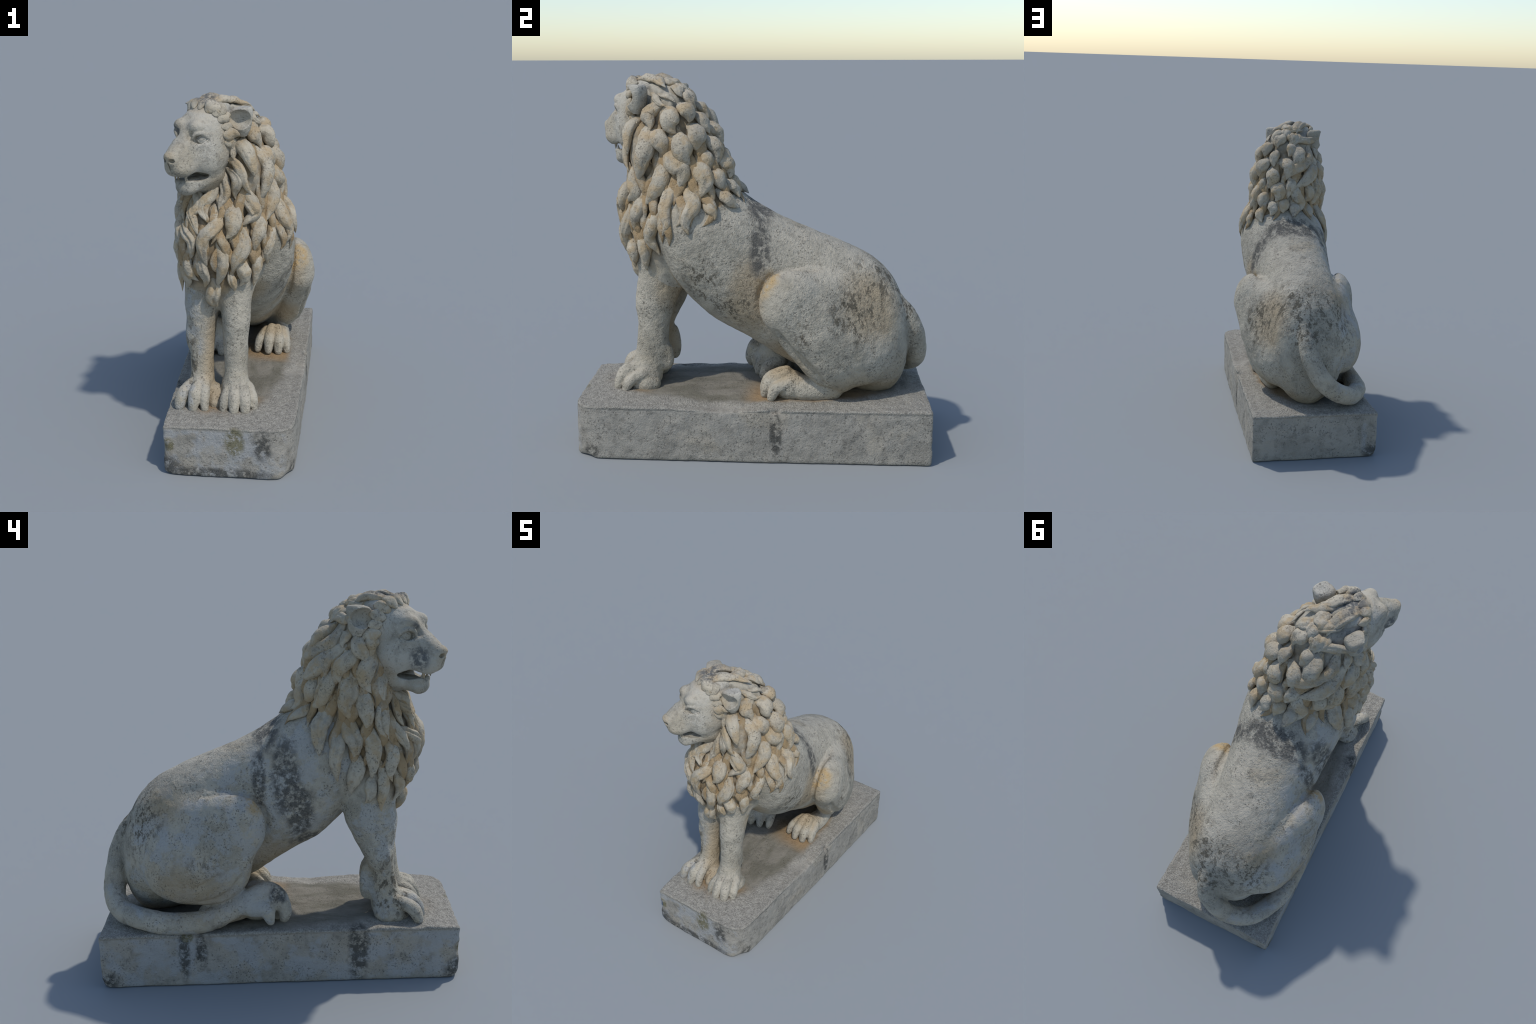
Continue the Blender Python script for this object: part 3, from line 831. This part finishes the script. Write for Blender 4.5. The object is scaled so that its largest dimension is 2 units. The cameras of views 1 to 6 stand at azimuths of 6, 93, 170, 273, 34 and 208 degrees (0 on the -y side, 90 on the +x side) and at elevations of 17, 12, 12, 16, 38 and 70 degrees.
def build_mane(full_coat, neck, body_coat):
    count = 0
    for rows, grooves, thick, wide in ((CROWN, .26, .56, 1.06), (NAPE, .08, .70, 1.14), (LEFT_FLANK, .16, .72, 1.04), (RIGHT_FLANK, .30, .64, 1.02), (CHEST, .38, .80, .98)):
        coat = body_coat if rows is CHEST else full_coat
        for width, *spine in rows:
            count += 1
            pts = [coat.point(a, z) for a, z in spine]
            me = lock_mesh(coat, pts, width / 1000 * wide, 'mane_lock', thick=thick, grooves=grooves, seed=count, long=len(spine) > 3,
                           wave=.05 * (1 if count % 2 else -1) if len(spine) > 3 else (.07 if rows is NAPE else .15) * (1 if count % 2 else -1), reach=.12 if rows is CROWN else (.22 if rows is CHEST else .45))
            link('mane_lock', me, neck, MAT['lock'])
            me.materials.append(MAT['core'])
    # low strands that show between the big locks
    verts, faces, slots = [], [], []
    for row, z in enumerate((1.66, 1.56, 1.46, 1.36, 1.26, 1.16, 1.07)):
        for k in range(26):
            ang = -180 + 360 * (k + .5 * (row % 2) + .25 * RNG.uniform(-1, 1)) / 26
            off = abs((ang + 90 + 180) % 360 - 180)                # degrees away from the chest
            if z < 1.02 + .38 * max(0, off - 40) / 140 + .10:
                continue
            if z > 1.50 and off < 55:                              # keep clear of the jaw
                continue
            pts = [body_coat.point(ang + RNG.uniform(-4, 4), 100 * z + 6), body_coat.point(ang + RNG.uniform(-5, 5), 100 * z - 3), body_coat.point(ang + RNG.uniform(-7, 7), 100 * z - 12)]
            me = lock_mesh(body_coat, pts, RNG.uniform(.046, .060), 'strand', rings=22, around=16, thick=.58, seed=k + 7 * row, wave=.24 * RNG.choice([-1, 1]), tip_lift=.002, grooves=.25)
            base = len(verts)
            verts += [tuple(v.co) for v in me.vertices]
            faces += [tuple(base + i for i in p.vertices) for p in me.polygons]
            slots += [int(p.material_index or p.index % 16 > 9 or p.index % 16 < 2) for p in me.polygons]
            bpy.data.meshes.remove(me)
    me = bpy.data.meshes.new('mane_strands'); me.from_pydata(verts, [], faces); me.update(); me.shade_smooth()
    o = link('mane_strands', me, neck, MAT['strand'])
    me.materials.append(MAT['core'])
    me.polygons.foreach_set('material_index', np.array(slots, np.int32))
    o['kind'] = 'stuff'

# small tufts along the hairline, in the head frame (forward, left, up): root, tip, width
TUFTS = [((.160, .020, 1.945), (.075, .026, 1.978), .058), ((.152, .066, 1.937), (.065, .066, 1.968), .062), ((.130, .102, 1.920), (.045, .106, 1.950), .064),
         ((.116, .122, 1.888), (.040, .134, 1.905), .052), ((.105, .132, 1.852), (.040, .154, 1.848), .050), ((.099, .136, 1.812), (.020, .166, 1.795), .058),
         ((.090, .134, 1.772), (.012, .156, 1.735), .060)]

def build_tufts(coat, head):
    for side in (1, -1):
        for r, t, w in TUFTS:
            t = np.array(t) + RNG.uniform(-.010, .010, 3); w = w * RNG.uniform(.9, 1.25)
            a, b = [head_to_world(np.array([p[0], p[1] * side, p[2]])) for p in (r, t)]
            m = (a + b) / 2 + np.array([0, 0, .006])
            me = lock_mesh(coat, [a, m, b], w, 'hair_tuft', rings=18, around=14, thick=.52, sink=.3, tip_lift=.002, grooves=.2, reach=.05, seed=3.7 * w * 1000)
            link('hair_tuft', me, head, MAT['lock'])
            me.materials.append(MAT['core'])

def build_face(head):
    for side in (1, -1):
        c = head_to_world(np.array([.191, .063 * side, 1.799]))
        me = bpy.data.meshes.new('eye')
        n, m, rad = 48, 36, .036
        look = H_F * .80 + H_L * .58 * side + np.array([0, 0, .03]); look /= np.linalg.norm(look)
        def ball(u):
            u = np.array(u)
            ang = math.degrees(math.acos(max(-1, min(1, float(u @ look)))))
            dip = .0032 * math.exp(-((ang - 19) / 4.0) ** 2) + .0042 * math.exp(-(ang / 7.0) ** 2)
            return (c + (rad - dip) * u).tolist()
        V = [ball((math.sin(math.pi * i / m) * math.cos(2 * math.pi * j / n), math.sin(math.pi * i / m) * math.sin(2 * math.pi * j / n), math.cos(math.pi * i / m))) for i in range(1, m) for j in range(n)]
        V += [ball((0, 0, 1)), ball((0, 0, -1))]
        Fq = [(i * n + j, (i + 1) * n + j, (i + 1) * n + (j + 1) % n, i * n + (j + 1) % n) for i in range(m - 2) for j in range(n)]
        Fq += [(len(V) - 2, j, (j + 1) % n) for j in range(n)] + [(len(V) - 1, (m - 2) * n + (j + 1) % n, (m - 2) * n + j) for j in range(n)]
        me.from_pydata(V, [], Fq); me.update(); me.shade_smooth()
        link('eye', me, head, MAT['head'])
        for base, tip, r in (((.283, .036 * side, 1.625), (.288, .036 * side, 1.588), .010), ((.268, .030 * side, 1.575), (.276, .030 * side, 1.612), .009)):
            a, b = head_to_world(np.array(base)), head_to_world(np.array(tip))
            V, Fq = [], []
            rings, k = 8, 12
            d = (b - a)
            u = np.cross(d, H_F); u /= np.linalg.norm(u); w = np.cross(d, u); w /= np.linalg.norm(w)
            for i in range(rings):
                t = i / (rings - 1)
                rr = r * (1 - t) ** .7 + .0006
                V += [(a + d * t + rr * (u * math.cos(2 * math.pi * j / k) + w * math.sin(2 * math.pi * j / k))).tolist() for j in range(k)]
            Fq = [(i * k + j, i * k + (j + 1) % k, (i + 1) * k + (j + 1) % k, (i + 1) * k + j) for i in range(rings - 1) for j in range(k)]
            Fq.append(tuple(range((rings - 1) * k, rings * k)))
            me = bpy.data.meshes.new('tooth'); me.from_pydata(V, [], Fq); me.update(); me.shade_smooth()
            link('tooth', me, head, MAT['lock'])

# ----------------------------------------------------------------------------
# the plinth
# ----------------------------------------------------------------------------
def build_plinth(h=0.008):
    F = Field((-.47, -1.0, -.03), (.44, 1.0, .34), h)
    s, P = F.window(F.o, F.o + h * F.n, 0)
    x, y, z = P[..., 0], P[..., 1], P[..., 2]
    def side(ax, ay, bx, by):
        nx, ny = by - ay, ax - bx
        l = math.hypot(nx, ny)
        return ((x - ax) * nx + (y - ay) * ny) / l
    d = smax(side(.368, -.90, .382, .944) - .008 * np.cos(y * 1.6), side(.380, .944, -.408, .930), .010)
    d = smax(d, side(-.409, .930, -.332, -.945), .012)
    front = side(-.328, -.947, .30, -.945)
    d = smax(d, front, .018 + .13 * np.clip((x - .10) / .15, 0, 1))
    # top: worn rim around a dished bed
    r = np.maximum(np.abs(x + .0 ) / .37, np.abs(y) / .93)
    inner = np.clip((-d - .045) / .05, 0, 1)
    top = .295 + .006 * inner * inner * (3 - 2 * inner) - .006 * np.clip((-y - .8) / .15, 0, 1)
    bite = np.exp(-((y + .16) / .16) ** 2) * np.clip((x - .15) / .15, 0, 1)
    top = top - .016 * bite
    top = top + .004 * value_noise(P * [1, 1, 0], .09, 3) + .002 * value_noise(P * [1, 1, 0], .03, 4)
    d = smax(d + .003 * value_noise(P, .12, 5) + .0025 * value_noise(P, .035, 6), z - top, .008)
    d = smax(d, -z, .012)
    F.d = d
    # knocked-off corners
    F.cut(ellipsoid((-.365, -.965, .155), (.055, .05, .075)), .02)
    F.cut(ellipsoid((-.37, -.99, -.01), (.09, .07, .07)), .03)
    F.cut(ellipsoid((.39, -.93, -.01), (.07, .09, .05)), .03)
    F.cut(ellipsoid((-.43, .95, -.01), (.05, .05, .05)), .02)
    F.cut(ellipsoid((.372, .125, .30), (.02, .035, .03)), .015)
    return F

# ----------------------------------------------------------------------------
def stone_relief(v, n, P0, amp=1.0):
    d = .0030 * value_noise(v, .11, 11) + .0016 * value_noise(v, .035, 12) + .0007 * value_noise(v, .014, 13)
    return v + n * (amp * d)[:, None]

MAT = {}
def main():
    MAT.update(lion=lion_material(), head=head_material(), lock=lock_material(), core=mane_core_material(), strand=lock_material('stained_limestone_hair', .85, (.310, .208, .100), .28, .56), plinth=plinth_material())
    root = bpy.data.objects.new('stone_lion_statue', None)
    bpy.context.scene.collection.objects.link(root)
    root['label'] = 'weathered limestone sitting lion with curly mane on block'
    root['category'] = 'lion statue'

    # plinth
    F = build_plinth()
    v, f = F.mesh(); v = relax(v, f, 1)
    v[:, 2] = np.maximum(v[:, 2], 0)
    v[:, 2] -= v[:, 2].min()
    link('plinth', mesh_data('plinth', v, f), root, MAT['plinth'])

    # body: one blended surface, then parted by region
    B = build_body()
    v, f = B.mesh(); v = relax(v, f, 3)
    n = vertex_normals(v, f)
    v = stone_relief(v, n, None)
    n = vertex_normals(v, f)
    lab = np.argmin(np.stack([group_distance(p, v) for _, p in GROUPS], 1), 1)
    hairy = (lab == 1) * np.clip((v[:, 2] - (.98 + .55 * np.clip(v[:, 1] + .60, 0, 1))) / .08, 0, 1)
    v = v + n * (hairy * (.010 * value_noise(v * np.array([1, 1, .28]), .030, 41) - .008))[:, None]
    n = vertex_normals(v, f)
    neck = split_by(v, f, n, lab, [g[0] for g in GROUPS], {}, root, MAT['lion'])['neck']

    # head: the same, with the ears parted off
    H = build_head()
    v, f = H.mesh(); v = relax(v, f, 2)
    ear = (np.abs(v[:, 1]) > .138) & (v[:, 2] > 1.80) & (v[:, 0] < .09)
    lab = np.where(ear, np.where(v[:, 1] > 0, 1, 2), 0)
    v = head_to_world(v)
    n = vertex_normals(v, f)
    v = v + n * (.0012 * value_noise(v, .03, 21) + .0006 * value_noise(v, .012, 22))[:, None]
    n = vertex_normals(v, f)
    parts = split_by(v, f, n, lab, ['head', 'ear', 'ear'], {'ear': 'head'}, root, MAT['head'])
    head = parts['head']

    coat = Coat(B, H)
    build_mane(coat, neck, Coat(B, None))
    build_tufts(coat, head)
    build_face(head)

def split_by(v, f, n, lab, names, parent_of, root, mat):
    """Separate faces by vertex label; borders share positions and normals."""
    fl = np.sort(lab[f], 1)[:, 1]
    made = {}
    for g, name in enumerate(names):
        sel = f[fl == g]
        if not len(sel):
            continue
        used, inv = np.unique(sel, return_inverse=True)
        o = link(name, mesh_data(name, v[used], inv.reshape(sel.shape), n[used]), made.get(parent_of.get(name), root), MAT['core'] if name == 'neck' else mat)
        made.setdefault(name, o)
    return made

main()
